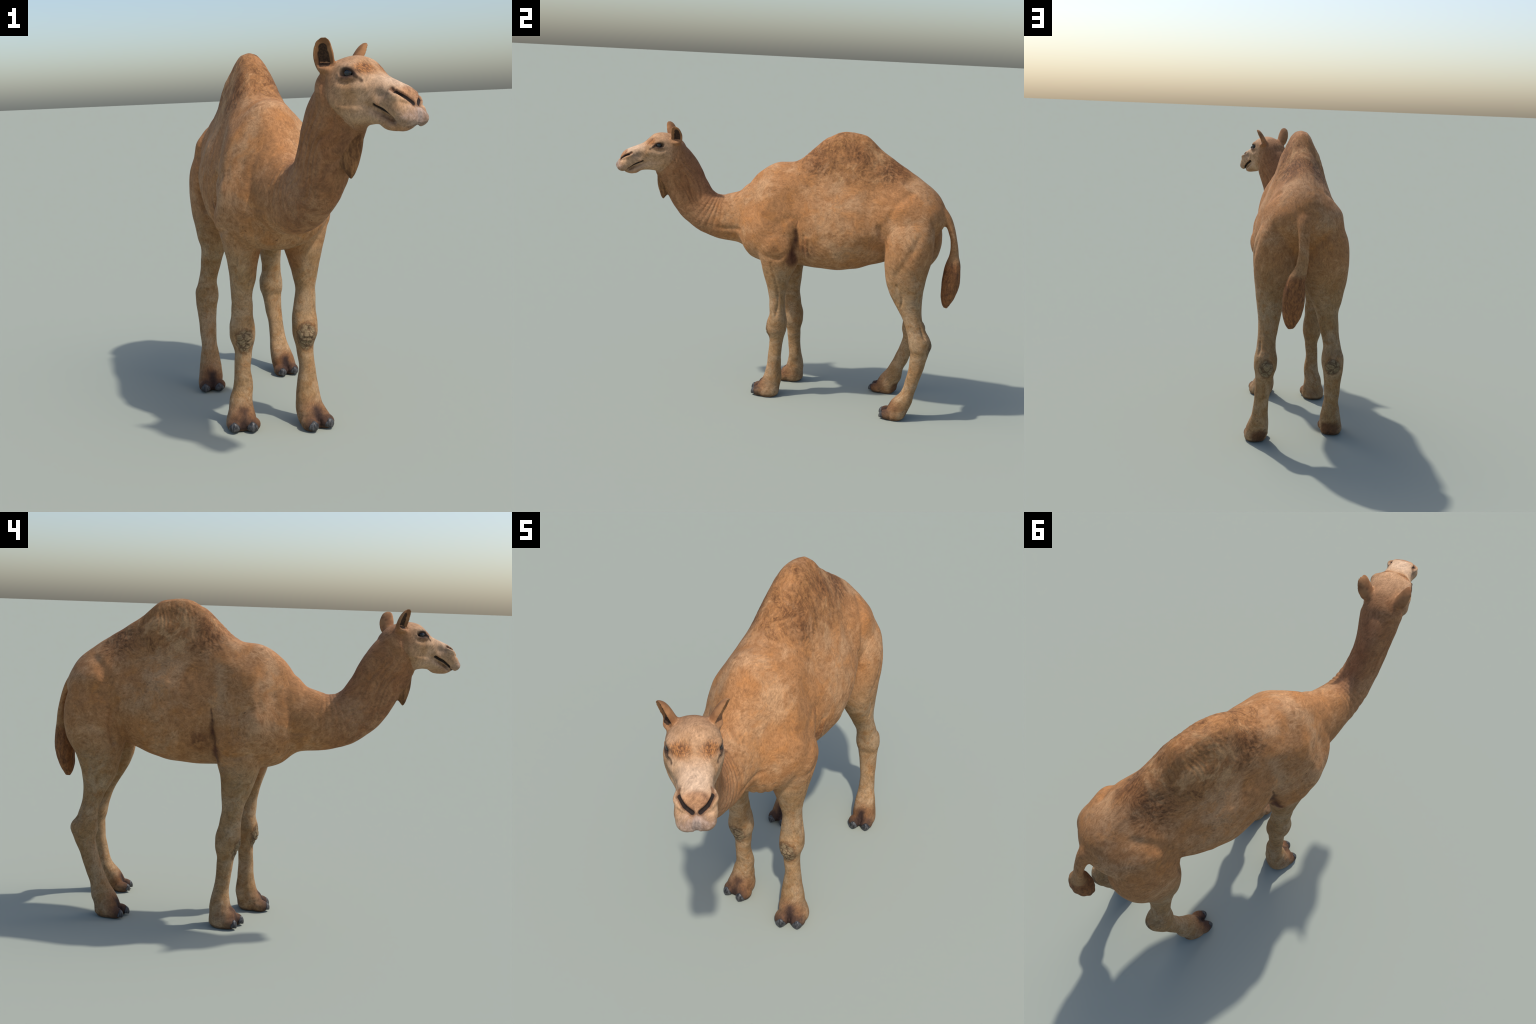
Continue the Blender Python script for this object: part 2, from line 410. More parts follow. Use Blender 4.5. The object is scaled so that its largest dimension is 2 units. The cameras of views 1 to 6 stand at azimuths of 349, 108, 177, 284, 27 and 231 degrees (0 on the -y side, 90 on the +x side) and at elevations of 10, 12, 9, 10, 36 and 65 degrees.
swell(M, (.18, -.07, 1.15), (.07, .055, .10), .008)                          # shoulder blade
swell(M, (.20, -.115, .98), (.06, .045, .07), .008)                          # point of the shoulder
crease(M, snap(M, [(.205, .05, 1.07), (.215, -.02, 1.03), (.20, -.10, 1.06)]), .024, .006)
crease(M, snap(M, [(.19, .03, 1.22), (.205, .055, 1.14), (.21, .07, 1.07)]), .026, .005)
crease(M, snap(M, [(.12, -.14, 1.21), (.165, -.12, 1.13), (.185, -.145, 1.04)]), .020, .004)
crease(M, [(.19, -.11, .86), (.215, -.05, .838), (.215, .0, .835), (.21, .045, .87)], .014, .010)
swell(M, (.215, -.05, .905), (.06, .065, .05), .014)
swell(M, (.15, -.15, .98), (.05, .04, .08), .012)
crease(M, [(.08, -.49, .955), (.10, -.385, .95), (.12, -.25, .955)], .014, .006)
crease(M, [(.19, .15, .83), (.20, .25, .835), (.21, .34, .86)], .009, .006)
crease(M, [(.19, .15, .845), (.20, .25, .85), (.21, .33, .872)], .008, -.003)
swell(M, (.19, .665, 1.165), (.05, .05, .04), .010)
crease(M, [(.12, .71, 1.26), (.17, .645, 1.21), (.20, .60, 1.10)], .022, .007)
for k, yy in enumerate((.20, .27, .34, .41)):
    crease(M, [(.19, yy - .03, 1.16), (.215, yy, 1.05), (.22, yy + .02, .95)], .014, -.0022 + .0006 * (k % 2))
for x0, y0, z0 in ((.03, -.20, .80), (.06, -.19, .80), (.09, -.18, .80), (.12, -.16, .80)):
    crease(M, snap(M, [(x0, y0, z0), (x0 + .01, y0 - .03, z0 + .05), (x0 + .012, y0 - .04, z0 + .09)]), .008, .0045)
# hump: saddles before and behind, uneven flanks
swell(world, (CX, .06, 1.40), (.08, .05, .05), -.006)
swell(world, (CX - .09, .42, 1.42), (.05, .08, .05), .006)
swell(world, (CX + .09, .25, 1.40), (.05, .08, .05), .006)
# cleft under the tail
crease(world, [(CX, .88, 1.06), (CX, .85, .98), (CX, .80, .88)], .018, .022)

fresh()
# legs
for side, yo, x_out in (('L', 0.0, .155), ('R', .01, -.20)):
    sg = 1 if side == 'L' else -1
    crease(world, [(x_out + sg * .035, -.04 + yo, .80), (x_out + sg * .01, -.015 + yo, .69), (x_out, yo, .58), (x_out - sg * .004, -.012 + yo, .48)], .009, .0065)
    crease(world, [(x_out + sg * .03, -.075 + yo, .80), (x_out + sg * .006, -.05 + yo, .69)], .009, .004)
for knee in ((.103, -.07, .40), (-.152, -.052, .40)):
    swell(world, (knee[0], knee[1], knee[2] - .016), (.032, .022, .042), .009)
    for (u0, v0), (u1, v1) in (((-.030, -.002), (.028, -.006)), ((-.024, .022), (.004, .042)), ((.004, .042), (.026, .018)), ((-.028, -.030), (.026, -.034)), ((.010, -.006), (.006, -.032))):
        crease(world, snap(world, [(knee[0] + u0, knee[1] - .012, knee[2] - .018 + v0), (knee[0] + (u0 + u1) / 2, knee[1] - .016, knee[2] - .016 + (v0 + v1) / 2), (knee[0] + u1, knee[1] - .012, knee[2] - .018 + v1)]), .0042, .004)
for hock in ((.143, .882, .43), (-.192, .786, .425)):
    swell(world, hock, (.03, .02, .025), .008)
    sg = 1 if hock[0] > 0 else -1
    y = hock[1]; x = hock[0] + sg * .035
    crease(world, [(x + sg * .01, y - .085, .72), (x, y - .075, .62), (x, y - .055, .54), (x, y - .035, .48)], .008, .008)
    crease(world, [(x + sg * .012, y - .055, .68), (x, y - .05, .60), (x - sg * .006, y - .02, .50)], .007, -.004)
    crease(world, [(x + sg * .03, y - .10, 1.04), (x + sg * .035, y - .14, .94), (x + sg * .03, y - .215, .81)], .020, .006)
    crease(world, [(x + sg * .02, y - .205, .76), (x + sg * .012, y - .17, .69), (x + sg * .006, y - .18, .63)], .008, .006)
    swell(world, (x - sg * .04, y - .105, .42), (.03, .02, .03), .004)
fresh()
for k, (a, b, h) in FEET.items():
    m = np.array([(a[0] + b[0]) / 2, (a[1] + b[1]) / 2]); f = np.array([math.sin(math.radians(h)), -math.cos(math.radians(h))])
    tip = m + f * .02; back = m - f * .05
    crease(world, [(*(m - f * .02), .03), (*(m - f * .03), .055), (*back, .078)], .011, .009)
    hl = m - f * (.155 if 'fore' in k else .135)
    crease(world, [(*hl, .0), (*hl, .03)], .010, .008)

# neck: long folds along the sides, rings where it bends
spine = np.array([r[:3] for r in NECK]); spine = catmull_open(spine, 14)
def neck_sculpt():
    global co
    fresh()
    sel = np.nonzero((co[:, 1] < -.20) & (co[:, 2] < 1.43) & (to_head(co)[:, 0] < -.02))[0]
    p = co[sel]
    d2 = ((p[:, None, :] - spine[None]) ** 2).sum(2); i = d2.argmin(1)
    t = i / (len(spine) - 1)
    tan = np.gradient(spine, axis=0); tan /= np.linalg.norm(tan, axis=1)[:, None]
    side = np.array([neck_side(u) for u in np.linspace(0, 1, len(spine))])
    side -= tan * (side * tan).sum(1)[:, None]; side /= np.linalg.norm(side, axis=1)[:, None]
    up = np.cross(tan, side); r = p - spine[i]
    phi = np.arctan2((r * up[i]).sum(1), (r * side[i]).sum(1))
    s_ang = np.abs(np.cos(phi))
    wob = np.sin(p[:, 2] * 23 + p[:, 0] * 17) * .8 + np.sin(p[:, 1] * 31 - p[:, 2] * 13) * .7
    env = np.exp(-((t - .70) / .17) ** 2) * s_ang ** .7
    folds = (0.5 + 0.5 * np.sin(phi * 18 + wob * 2.6 + t * 9 + 1.7 * np.sin(phi * 5.3 + t * 21))) ** 2.2 * (.35 + .65 * (.5 + .5 * np.sin(phi * 7.1 + wob * 1.9 + 2)))
    env2 = np.exp(-((t - .42) / .12) ** 2) * np.clip(np.abs(np.cos(phi)) + .15, 0, 1) * (.4 + .6 / (1 + np.exp(-(up[i][:, 2] * 0 + np.where(up[i][:, 2] > 0, 1, -1) * np.sin(phi)) * 4)))
    rings = (0.5 + 0.5 * np.sin(t * 150 + wob * .9 + s_ang * 1.5)) ** 2
    h = -.0075 * folds * env - .0042 * rings * env2
    co[sel] += h[:, None] * NRM[sel]
neck_sculpt()

# head
fresh()
HM = head_mirrored
swell(HM, (.006, .086, 1.441), (.034, .018, .011), .010)                      # brow
crease(HM, snap(HM, [(-.030, .092, 1.416), (-.010, .092, 1.431), (.014, .090, 1.430), (.036, .082, 1.413)]), .006, -.004)   # upper lid
crease(HM, snap(HM, [(-.028, .092, 1.410), (-.006, .092, 1.402), (.016, .088, 1.403), (.034, .080, 1.409)]), .006, -.0025)  # lower lid
SOCKET = snap(HM, [(-.018, .10, 1.418), (.018, .096, 1.416)])
crease(HM, SOCKET, .0090, .014)
crease(HM, snap(HM, [(-.025, .092, 1.390), (.01, .085, 1.385), (.04, .072, 1.395)]), .008, .0025)
crease(HM, snap(HM, [(-.035, .09, 1.376), (.01, .082, 1.366), (.06, .066, 1.372)]), .014, -.003)  # cheek bone
swell(HM, (-.045, .09, 1.335), (.042, .03, .042), .005)                      # jaw muscle
crease(HM, snap(HM, [(-.10, .09, 1.40), (-.090, .09, 1.36), (-.070, .085, 1.313), (-.035, .07, 1.278)]), .014, .008)   # behind the jaw
crease(HM, snap(HM, [(-.06, .09, 1.305), (-.02, .08, 1.293), (.03, .065, 1.294), (.07, .058, 1.300)]), .010, .0015)
crease(HM, snap(HM, [(-.03, .09, 1.325), (.02, .08, 1.318), (.07, .062, 1.316), (.09, .058, 1.311)]), .009, .0018)
swell(HM, (.045, .075, 1.345), (.03, .03, .018), -.003)
swell(HM, (.115, .060, 1.350), (.024, .02, .016), -.008)                     # hollow behind the nostril
swell(HM, (.137, .058, 1.366), (.012, .014, .02), -.005)
swell(HM, (.098, .060, 1.320), (.012, .012, .008), .006)                     # fold at the mouth corner
swell(HM, (.170, .058, 1.292), (.030, .02, .018), .005)                      # fleshy upper lip
fresh()
MOUTH = snap(HM, [(.086, .062, 1.309), (.108, .056, 1.302), (.130, .052, 1.293), (.162, .046, 1.276), (.190, .034, 1.261), (.208, .012, 1.256)])
def sunk(pts, depth):
    """The same head curve, moved under the skin."""
    q = HM(co); out = []
    for p in pts:
        i = ((q - np.asarray(p)) ** 2).sum(1).argmin(); n = NRM[i]
        sg = 1 if to_head(co[i:i + 1])[0, 1] > 0 else -1
        out.append(tuple(q[i] - depth * np.array([n @ FWD, sg * (n @ LEFT), n[2]])))
    return out
MOUTH_SKIN = sunk(MOUTH, .0075)
crease(HM, MOUTH, .0056, .010)
crease(HM, MOUTH[:4], .0045, .010)
crease(HM, [(p[0], p[1], p[2] + .010) for p in MOUTH[1:]], .008, -.003)
NOSTRIL = snap(HM, [(.150, .063, 1.377), (.170, .057, 1.361), (.195, .035, 1.340), (.210, .013, 1.326)])
NOSTRIL_SKIN = sunk(NOSTRIL, .0075)
crease(HM, [(p[0] - .004, p[1] + .004, p[2] - .013) for p in NOSTRIL[:3]], .008, -.005)
crease(HM, [(p[0] + .004, p[1] - .004, p[2] + .009) for p in NOSTRIL[:3]], .007, -.003)
crease(HM, NOSTRIL, .0060, .008)
crease(HM, NOSTRIL[1:], .0050, .012)
swell(HM, (.176, .066, 1.345), (.02, .015, .012), .005)
crease(HM, snap(HM, [(.215, .0, 1.314), (.205, .030, 1.316), (.188, .050, 1.322)]), .006, .005)       # step from nose to lip
crease(to_head, [(.216, 0, 1.318), (.224, 0, 1.300), (.228, 0, 1.280), (.220, 0, 1.256)], .0065, .009)   # cleft lip
# fur tuft on the tail and beard: lengthwise locks
tuft = np.clip((.90 - co[:, 2]) / .06, 0, 1) * (co[:, 1] > .87) * (co[:, 2] > .6)
ang = np.arctan2(co[:, 0] - .026, co[:, 1] - .944)
co += (tuft * .0012 * np.sin(ang * 9 + np.sin(co[:, 2] * 40) * 1.2 + co[:, 2] * 14))[:, None] * vnormals(co)
# faint unevenness of the whole hide
n0 = vnormals(co); amp = 1 - .6 * np.clip(headish * 1.5, 0, 1)
for k, (fx, a) in enumerate(((19, .0016), (41, .0009), (83, .0004))):
    ph = rng.uniform(0, 6.28, 6); dirs = rng.normal(size=(3, 3)); dirs /= np.linalg.norm(dirs, axis=1)[:, None]
    u = co @ dirs.T * fx
    co = co + (a * amp * (np.sin(u[:, 0] + ph[0] + 1.3 * np.sin(u[:, 1] * .7 + ph[1])) * np.sin(u[:, 1] + ph[2] + 1.1 * np.sin(u[:, 2] * .6 + ph[3]))
          ))[:, None] * n0
woolly = np.clip(near((CX, .34, 1.40), (.17, .34, .15)) * 1.6, 0, 1)
lock_wave = np.sin(co[:, 1] * 230 + 5 * np.sin(co[:, 2] * 31) + 4 * np.sin(co[:, 0] * 47 + 2)) * np.sin(co[:, 2] * 88 + 3 * np.sin(co[:, 1] * 43) + 1)
co = co + ((.0009 + .0005 * np.sin(co[:, 1] * 17 + co[:, 2] * 23)) * woolly * lock_wave)[:, None] * n0
co = relax(co, 2)
co[:, 2] = np.maximum(co[:, 2], 0)
normals = vnormals(co)
ARMPIT_SKIN = snap(M, ARMPIT)

# ------------------------------------------------------------------ material nodes
class Nodes:
    def __init__(self, name, rough=.85):
        self.m = bpy.data.materials.new(name); self.m.use_nodes = True
        self.t = self.m.node_tree; self.b = self.t.nodes['Principled BSDF']
        self.b.inputs['Roughness'].default_value = rough
        self.b.inputs['Specular IOR Level'].default_value = .25
        self.P = self.t.nodes.new('ShaderNodeTexCoord').outputs['Object']
    def put(self, sock, v):
        if hasattr(v, 'is_output'): self.t.links.new(v, sock)
        elif v is not None:
            if isinstance(v, (tuple, list)) and len(v) == 3 and sock.type == 'RGBA': v = (*v, 1)
            sock.default_value = v
    def math(self, op, a, b=None, clamp=False):
        n = self.t.nodes.new('ShaderNodeMath'); n.operation = op; n.use_clamp = clamp
        self.put(n.inputs[0], a); self.put(n.inputs[1], b); return n.outputs[0]
    def vec(self, op, a, b=None, scale=None):
        n = self.t.nodes.new('ShaderNodeVectorMath'); n.operation = op
        self.put(n.inputs[0], a)
        if b is not None: self.put(n.inputs[1], b)
        if scale is not None: self.put(n.inputs['Scale'], scale)
        return n.outputs['Value'] if op in ('LENGTH', 'DOT_PRODUCT', 'DISTANCE') else n.outputs['Vector']
    def noise(self, v, scale, detail=3, rough=.55, dist=0.0):
        n = self.t.nodes.new('ShaderNodeTexNoise'); self.put(n.inputs['Vector'], v)
        for k, x in (('Scale', scale), ('Detail', detail), ('Roughness', rough), ('Distortion', dist)): n.inputs[k].default_value = x
        return n.outputs['Fac']
    def noise_vec(self, v, scale, amount):
        n = self.t.nodes.new('ShaderNodeTexNoise'); self.put(n.inputs['Vector'], v); n.inputs['Scale'].default_value = scale
        n.inputs['Detail'].default_value = 2
        return self.vec('ADD', v, self.vec('SCALE', self.vec('SUBTRACT', n.outputs['Color'], (.5, .5, .5)), scale=amount))
    def smooth(self, x, lo, hi):
        n = self.t.nodes.new('ShaderNodeMapRange'); n.interpolation_type = 'SMOOTHSTEP'
        inv = lo > hi
        self.put(n.inputs['Value'], x); n.inputs['From Min'].default_value = min(lo, hi); n.inputs['From Max'].default_value = max(lo, hi)
        n.inputs['To Min'].default_value = 1.0 if inv else 0.0; n.inputs['To Max'].default_value = 0.0 if inv else 1.0
        return n.outputs['Result']
    def mix(self, f, a, b, mode='MIX'):
        n = self.t.nodes.new('ShaderNodeMix'); n.data_type = 'RGBA'; n.blend_type = mode
        self.put(n.inputs[0], f); self.put(n.inputs[6], a); self.put(n.inputs[7], b); return n.outputs[2]
    def xyz(self, v):
        n = self.t.nodes.new('ShaderNodeSeparateXYZ'); self.put(n.inputs[0], v); return n.outputs
    def join(self, x, y, z):
        n = self.t.nodes.new('ShaderNodeCombineXYZ'); self.put(n.inputs[0], x); self.put(n.inputs[1], y); self.put(n.inputs[2], z); return n.outputs[0]
    def mul(self, a, b): return self.math('MULTIPLY', a, b)
    def ell(self, v, c, r, soft=.35, wob=None, amt=.0):
        """1 inside an ellipsoid, fading across its border, which a noise may ruffle."""
        d = self.vec('LENGTH', self.vec('DIVIDE', self.vec('SUBTRACT', v, c), r if not np.isscalar(r) else (r, r, r)))
        if wob is not None: d = self.math('ADD', d, self.mul(self.math('SUBTRACT', wob, .5), amt))
        return self.smooth(d, 1 + soft, 1 - soft)
    def cap(self, v, a, b, r, soft=.4, wob=None, amt=0.0):
        """1 near the segment a-b."""
        a = np.array(a, float); b = np.array(b, float); ba = b - a
        pa = self.vec('SUBTRACT', v, tuple(a))
        h = self.math('MULTIPLY', self.vec('DOT_PRODUCT', pa, tuple(ba)), float(1 / (ba @ ba)), clamp=True)
        d = self.vec('LENGTH', self.vec('SUBTRACT', pa, self.vec('SCALE', tuple(ba), scale=h)))
        if wob is not None: d = self.math('ADD', d, self.mul(self.math('SUBTRACT', wob, .5), amt))
        return self.smooth(d, r * (1 + soft), r * (1 - soft))
    def most(self, *ms):
        o = ms[0]
        for m in ms[1:]: o = self.math('MAXIMUM', o, m)
        return o
    def finish(self, col, height=None, strength=.3, dist=.002):
        self.put(self.b.inputs['Base Color'], col)
        if height is not None:
            n = self.t.nodes.new('ShaderNodeBump'); n.inputs['Strength'].default_value = strength; n.inputs['Distance'].default_value = dist
            self.put(n.inputs['Height'], height); self.t.links.new(n.outputs[0], self.b.inputs['Normal'])
        return self.m

TAN, PALE, ORANGE, BROWN = (.345, .158, .060), (.400, .222, .108), (.355, .141, .037), (.21, .088, .032)
KHAKI, GREY_FUR, DEEP, DARK = (.262, .152, .066), (.335, .226, .128), (.085, .032, .014), (.035, .020, .014)
CREAM = (.50, .325, .195)

def hide_material(name, kinds):
    N = Nodes(name); P = N.P
    x, y, z = N.xyz(P)
    S = N.join(N.math('ABSOLUTE', N.math('SUBTRACT', x, CX)), y, z)
    warp = N.noise_vec(P, 5, .16)
    big, mid, blot = N.noise(P, 4.2, 4, .6, .4), N.noise(warp, 11, 4, .6), N.noise(warp, 30, 4, .62)
    # short hairs lie backwards and down: noise stretched along that lie, turned by a slow swirl
    hair = N.noise(N.vec('MULTIPLY', N.noise_vec(P, 9, .10), (1, .30, .50)), 260, 4, .65)
    hair2 = N.noise(N.vec('MULTIPLY', N.noise_vec(P, 5, .22), (1, .35, .55)), 105, 4, .65)
    hair3 = N.noise(N.vec('MULTIPLY', N.noise_vec(P, 4, .22), (1, .32, .6)), 46, 4, .65)
    fe = N.mul(N.math('SUBTRACT', N.math('ADD', N.mul(hair2, .5), N.mul(hair3, .5)), .5), .9)
    big_f, mid_f, blot_f = N.math('ADD', big, N.mul(fe, .6)), N.math('ADD', mid, fe), N.math('ADD', blot, N.mul(fe, .8))
    c = N.mix(N.smooth(big_f, .42, .66), TAN, PALE)
    c = N.mix(N.mul(N.smooth(mid_f, .44, .72), .55), c, ORANGE)
    c = N.mix(N.mul(N.smooth(blot_f, .50, .76), .6), c, BROWN)
    if 'limb' in kinds or 'trunk' in kinds:
        leg = N.smooth(N.math('ADD', z, N.mul(N.math('SUBTRACT', big, .5), .35)), 1.0, .66)
        leg = N.mul(leg, N.most(N.smooth(y, .50, .62), N.mul(N.smooth(z, .86, .74), N.smooth(y, .2, .1))))
        lc = N.mix(N.smooth(mid, .36, .68), KHAKI, GREY_FUR)
        lc = N.mix(N.mul(N.smooth(blot, .46, .72), .65), lc, (.25, .115, .038))
        c = N.mix(N.mul(leg, .9), c, lc)
    if 'limb' in kinds:
        inner = N.ell(S, (.075, -.06, .745), (.04, .08, .085), .6, blot, 1.0)
        c = N.mix(N.mul(inner, .6), c, (.30, .115, .036))
    if 'trunk' in kinds:
        rough_edge = N.noise(P, 16, 4, .65)
        hump = N.ell(P, (CX, .34, 1.41), (.21, .34, .17), .25, rough_edge, .8)
        swirl = N.noise(N.vec('MULTIPLY', N.noise_vec(P, 6, .20), (1, .8, .6)), 11, 5, .68)
        locks = N.noise(N.vec('MULTIPLY', N.noise_vec(P, 5, .16), (1, .75, .26)), 95, 4, .7)
        c = N.mix(N.mul(hump, .4), c, N.mix(N.smooth(locks, .36, .64), (.17, .066, .022), (.36, .18, .072)))
        patch = N.mul(hump, N.smooth(N.math('ADD', swirl, N.mul(N.math('SUBTRACT', locks, .5), .5)), .44, .60))
        fur = N.mix(N.smooth(locks, .36, .64), (.095, .036, .013), (.31, .14, .048))
        c = N.mix(N.mul(patch, .9), c, fur)
        c = N.mix(N.mul(N.mul(hump, N.smooth(swirl, .46, .36)), .55), c, (.47, .27, .125))
        for cc, rr in (((CX, .60, 1.36), (.10, .09, .06)), ((CX + .10, .57, 1.36), (.07, .08, .08)), ((CX - .10, .58, 1.33), (.06, .09, .09)),
                       ((CX - .09, .14, 1.40), (.06, .09, .10)), ((CX + .09, .16, 1.38), (.06, .07, .09)), ((CX + .10, .40, 1.44), (.07, .09, .06))):
            m = N.ell(P, cc, rr, .8, rough_edge, 1.2)
            c = N.mix(N.mul(N.mul(m, N.smooth(locks, .30, .62)), .8), c, N.mix(N.smooth(hair2, .38, .6), (.085, .032, .012), (.22, .09, .032)))
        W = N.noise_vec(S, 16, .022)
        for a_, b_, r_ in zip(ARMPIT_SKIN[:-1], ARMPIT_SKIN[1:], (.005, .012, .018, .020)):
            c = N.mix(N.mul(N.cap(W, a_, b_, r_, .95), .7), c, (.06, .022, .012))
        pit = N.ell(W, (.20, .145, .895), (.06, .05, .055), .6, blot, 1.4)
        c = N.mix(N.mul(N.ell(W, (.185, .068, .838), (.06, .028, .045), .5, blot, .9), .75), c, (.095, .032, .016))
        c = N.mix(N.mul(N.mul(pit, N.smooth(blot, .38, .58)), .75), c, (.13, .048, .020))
        groin = N.cap(W, (.21, .566, .985), (.185, .566, .88), .016, .8, mid, .02)  # occlusion shadow of the groin fold, faintly painted into the coat colour
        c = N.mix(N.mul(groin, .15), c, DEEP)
    if 'limb' in kinds:
        knee_parts = []
        for k, (kc, rr) in enumerate((((.103, -.076, .382), (.040, .045, .060)), ((-.152, -.058, .374), (.040, .045, .058)),
                       ((.143, .880, .412), (.034, .040, .042)), ((-.192, .784, .406), (.034, .040, .042)))):
            knee_parts.append(N.ell(P, kc, rr, .12, N.noise(P, 55, 2), .5))
        pad = N.most(*knee_parts)
        vor = N.t.nodes.new('ShaderNodeTexVoronoi'); vor.feature = 'DISTANCE_TO_EDGE'; vor.inputs['Scale'].default_value = 27
        N.put(vor.inputs['Vector'], N.noise_vec(P, 30, .035))
        crack = N.smooth(vor.outputs['Distance'], .11, .03)
        bark = N.noise(N.vec('MULTIPLY', P, (1, 1, 5)), 60, 4, .7)
        padc = N.mix(N.smooth(bark, .35, .65), (.11, .078, .042), (.27, .195, .11))
        padc = N.mix(N.mul(crack, .75), padc, (.04, .018, .010))
        rim = N.mul(N.math('SUBTRACT', N.most(*[N.ell(P, kc, tuple(np.array(rr) * 1.12), .14, N.noise(P, 55, 2), .5) for kc, rr in
              (((.103, -.076, .382), (.040, .045, .060)), ((-.152, -.058, .374), (.040, .045, .058)),
               ((.143, .880, .412), (.034, .040, .042)), ((-.192, .784, .406), (.034, .040, .042)))]), pad), 1.0)
        c = N.mix(N.mul(rim, .85), c, (.075, .028, .012))
        c = N.mix(N.mul(pad, .85), c, padc)
        # feet: brown tops, dark between and around the toes, worn rim of the sole
        for k, (a, b, h) in FEET.items():
            m = np.array([(a[0] + b[0]) / 2, (a[1] + b[1]) / 2]); f = np.array([math.sin(math.radians(h)), -math.cos(math.radians(h))])
            c = N.mix(N.mul(N.ell(P, (*(m - f * .03), .045), (.075, .08, .07), .5, mid, 1.0), .8), c, (.15, .064, .026))
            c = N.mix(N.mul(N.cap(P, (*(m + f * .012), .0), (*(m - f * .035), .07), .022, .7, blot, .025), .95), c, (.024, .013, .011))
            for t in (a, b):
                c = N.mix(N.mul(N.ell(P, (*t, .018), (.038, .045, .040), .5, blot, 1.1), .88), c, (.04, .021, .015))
            hb = m - f * (.16 if 'fore' in k else .14)
            c = N.mix(N.mul(N.ell(P, (*hb, .035), (.055, .035, .045), .35, mid, .9), .5 if 'fore' in k else .85), c, (.10, .040, .018))
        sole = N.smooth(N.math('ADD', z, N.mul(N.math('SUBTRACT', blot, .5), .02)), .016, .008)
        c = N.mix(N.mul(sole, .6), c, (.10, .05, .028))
    if 'neck' in kinds:
        up = N.smooth(N.math('ADD', y, N.mul(N.math('SUBTRACT', big, .5), .2)), -.34, -.56)
        c = N.mix(N.mul(up, .6), c, N.mix(N.smooth(mid, .4, .65), (.30, .142, .064), (.225, .095, .042)))
        thr = N.cap(P, tuple(H(-.03, 0, 1.22)), tuple(H(-.12, 0, 1.07)), .055, .6, mid, .05)
        c = N.mix(N.mul(thr, .55), c, (.22, .10, .042))
        c = N.mix(N.mul(N.mul(N.smooth(blot_f, .46, .62), N.cap(P, tuple(H(-.06, 0, 1.20)), (.0, -.52, .93), .085, .6)), .6), c, (.17, .070, .028))
        nape = N.cap(P, (.09, -.60, 1.38), (.0, -.47, 1.15), .07, .6, mid, .06)
        c = N.mix(N.mul(nape, .5), c, (.20, .085, .04))
    if 'head' in kinds:
        d = N.vec('SUBTRACT', P, tuple(EYE_MID))
        s, l2 = N.vec('DOT_PRODUCT', d, tuple(FWD)), N.vec('DOT_PRODUCT', d, tuple(LEFT))
        l = N.math('ADD', N.math('ADD', N.math('ADD', l2, .002), N.mul(s, .03)), N.mul(N.math('SUBTRACT', z, 1.42), -.07))
        hz = N.math('ADD', z, N.mul(l, .07))
        Q = N.join(s, N.math('ABSOLUTE', l), hz); Q1 = N.join(s, l, hz)
        face = N.mul(N.smooth(N.math('ADD', s, N.mul(N.math('SUBTRACT', mid, .5), .06)), -.13, .01), N.smooth(hz, 1.225, 1.28))
        jr = N.vec('LENGTH', N.vec('MULTIPLY', N.vec('SUBTRACT', Q, (.01, 0, 1.395)), (1, 0, 1)))
        behind = N.mul(N.smooth(N.math('ADD', jr, N.mul(N.math('SUBTRACT', blot_f, .5), .05)), .098, .122), N.mul(N.smooth(s, .03, -.02), N.smooth(hz, 1.42, 1.38)))
        c = N.mix(N.mul(behind, .4), c, (.20, .085, .036))
        fc = N.mix(N.smooth(mid, .42, .66), CREAM, (.40, .235, .12))
        fc = N.mix(N.mul(N.smooth(blot, .55, .75), .4), fc, (.42, .22, .09))
        c = N.mix(N.mul(face, .72), c, fc)
        c = N.mix(N.mul(N.ell(Q, (-.03, 0, 1.475), (.085, .09, .045), .5, mid, .5), .6), c, (.41, .225, .112))
        c = N.mix(N.mul(N.ell(Q, (-.02, .085, 1.335), (.06, .04, .05), .5, blot, .9), .45), c, (.36, .195, .088))
        c = N.mix(N.mul(N.ell(Q, (.13, .0, 1.39), (.075, .05, .03), .6), .6), c, (.56, .40, .275))
        whisk = N.noise(N.vec('MULTIPLY', N.noise_vec(Q, 25, .03), (.30, 1, .5)), 230, 4, .7)
        brow = N.ell(Q, (.042, .050, 1.434), (.034, .038, .024), .55, blot, .9)
        c = N.mix(N.mul(brow, .9), c, N.mix(N.smooth(whisk, .38, .62), (.10, .034, .011), (.36, .145, .042)))
        c = N.mix(N.mul(N.ell(Q, (.0, .088, 1.398), (.036, .03, .012), .5, blot, .8), .6), c, (.17, .075, .033))
        c = N.mix(N.mul(N.cap(Q, (.018, .090, 1.422), (.050, .074, 1.394), .0065, .6, blot, .006), .85), c, (.045, .022, .013))
        c = N.mix(N.mul(N.most(N.ell(Q, (.002, .093, 1.4185), (.033, .03, .0185), .35), N.cap(Q, (-.014, .092, 1.431), (.028, .086, 1.426), .004, .5)), .93), c, (.026, .013, .010))
        pad = N.mul(N.ell(Q, (.196, .0, 1.358), (.034, .050, .030), .3, blot, .4), N.smooth(N.math('SUBTRACT', hz, N.mul(N.math('ABSOLUTE', l), .75)), 1.316, 1.326))
        c = N.mix(N.mul(pad, .75), c, N.mix(N.smooth(blot, .4, .65), (.36, .18, .085), (.20, .085, .04)))
        lip = N.ell(Q, (.206, .0, 1.281), (.046, .06, .034), .4, blot, .7)
        c = N.mix(N.mul(lip, .85), c, N.mix(N.smooth(blot, .4, .6), (.33, .235, .185), (.175, .118, .092)))
        c = N.mix(N.mul(N.ell(Q1, (.23, 0, 1.29), (.018, .012, .036), .5), .45), c, (.29, .245, .22))
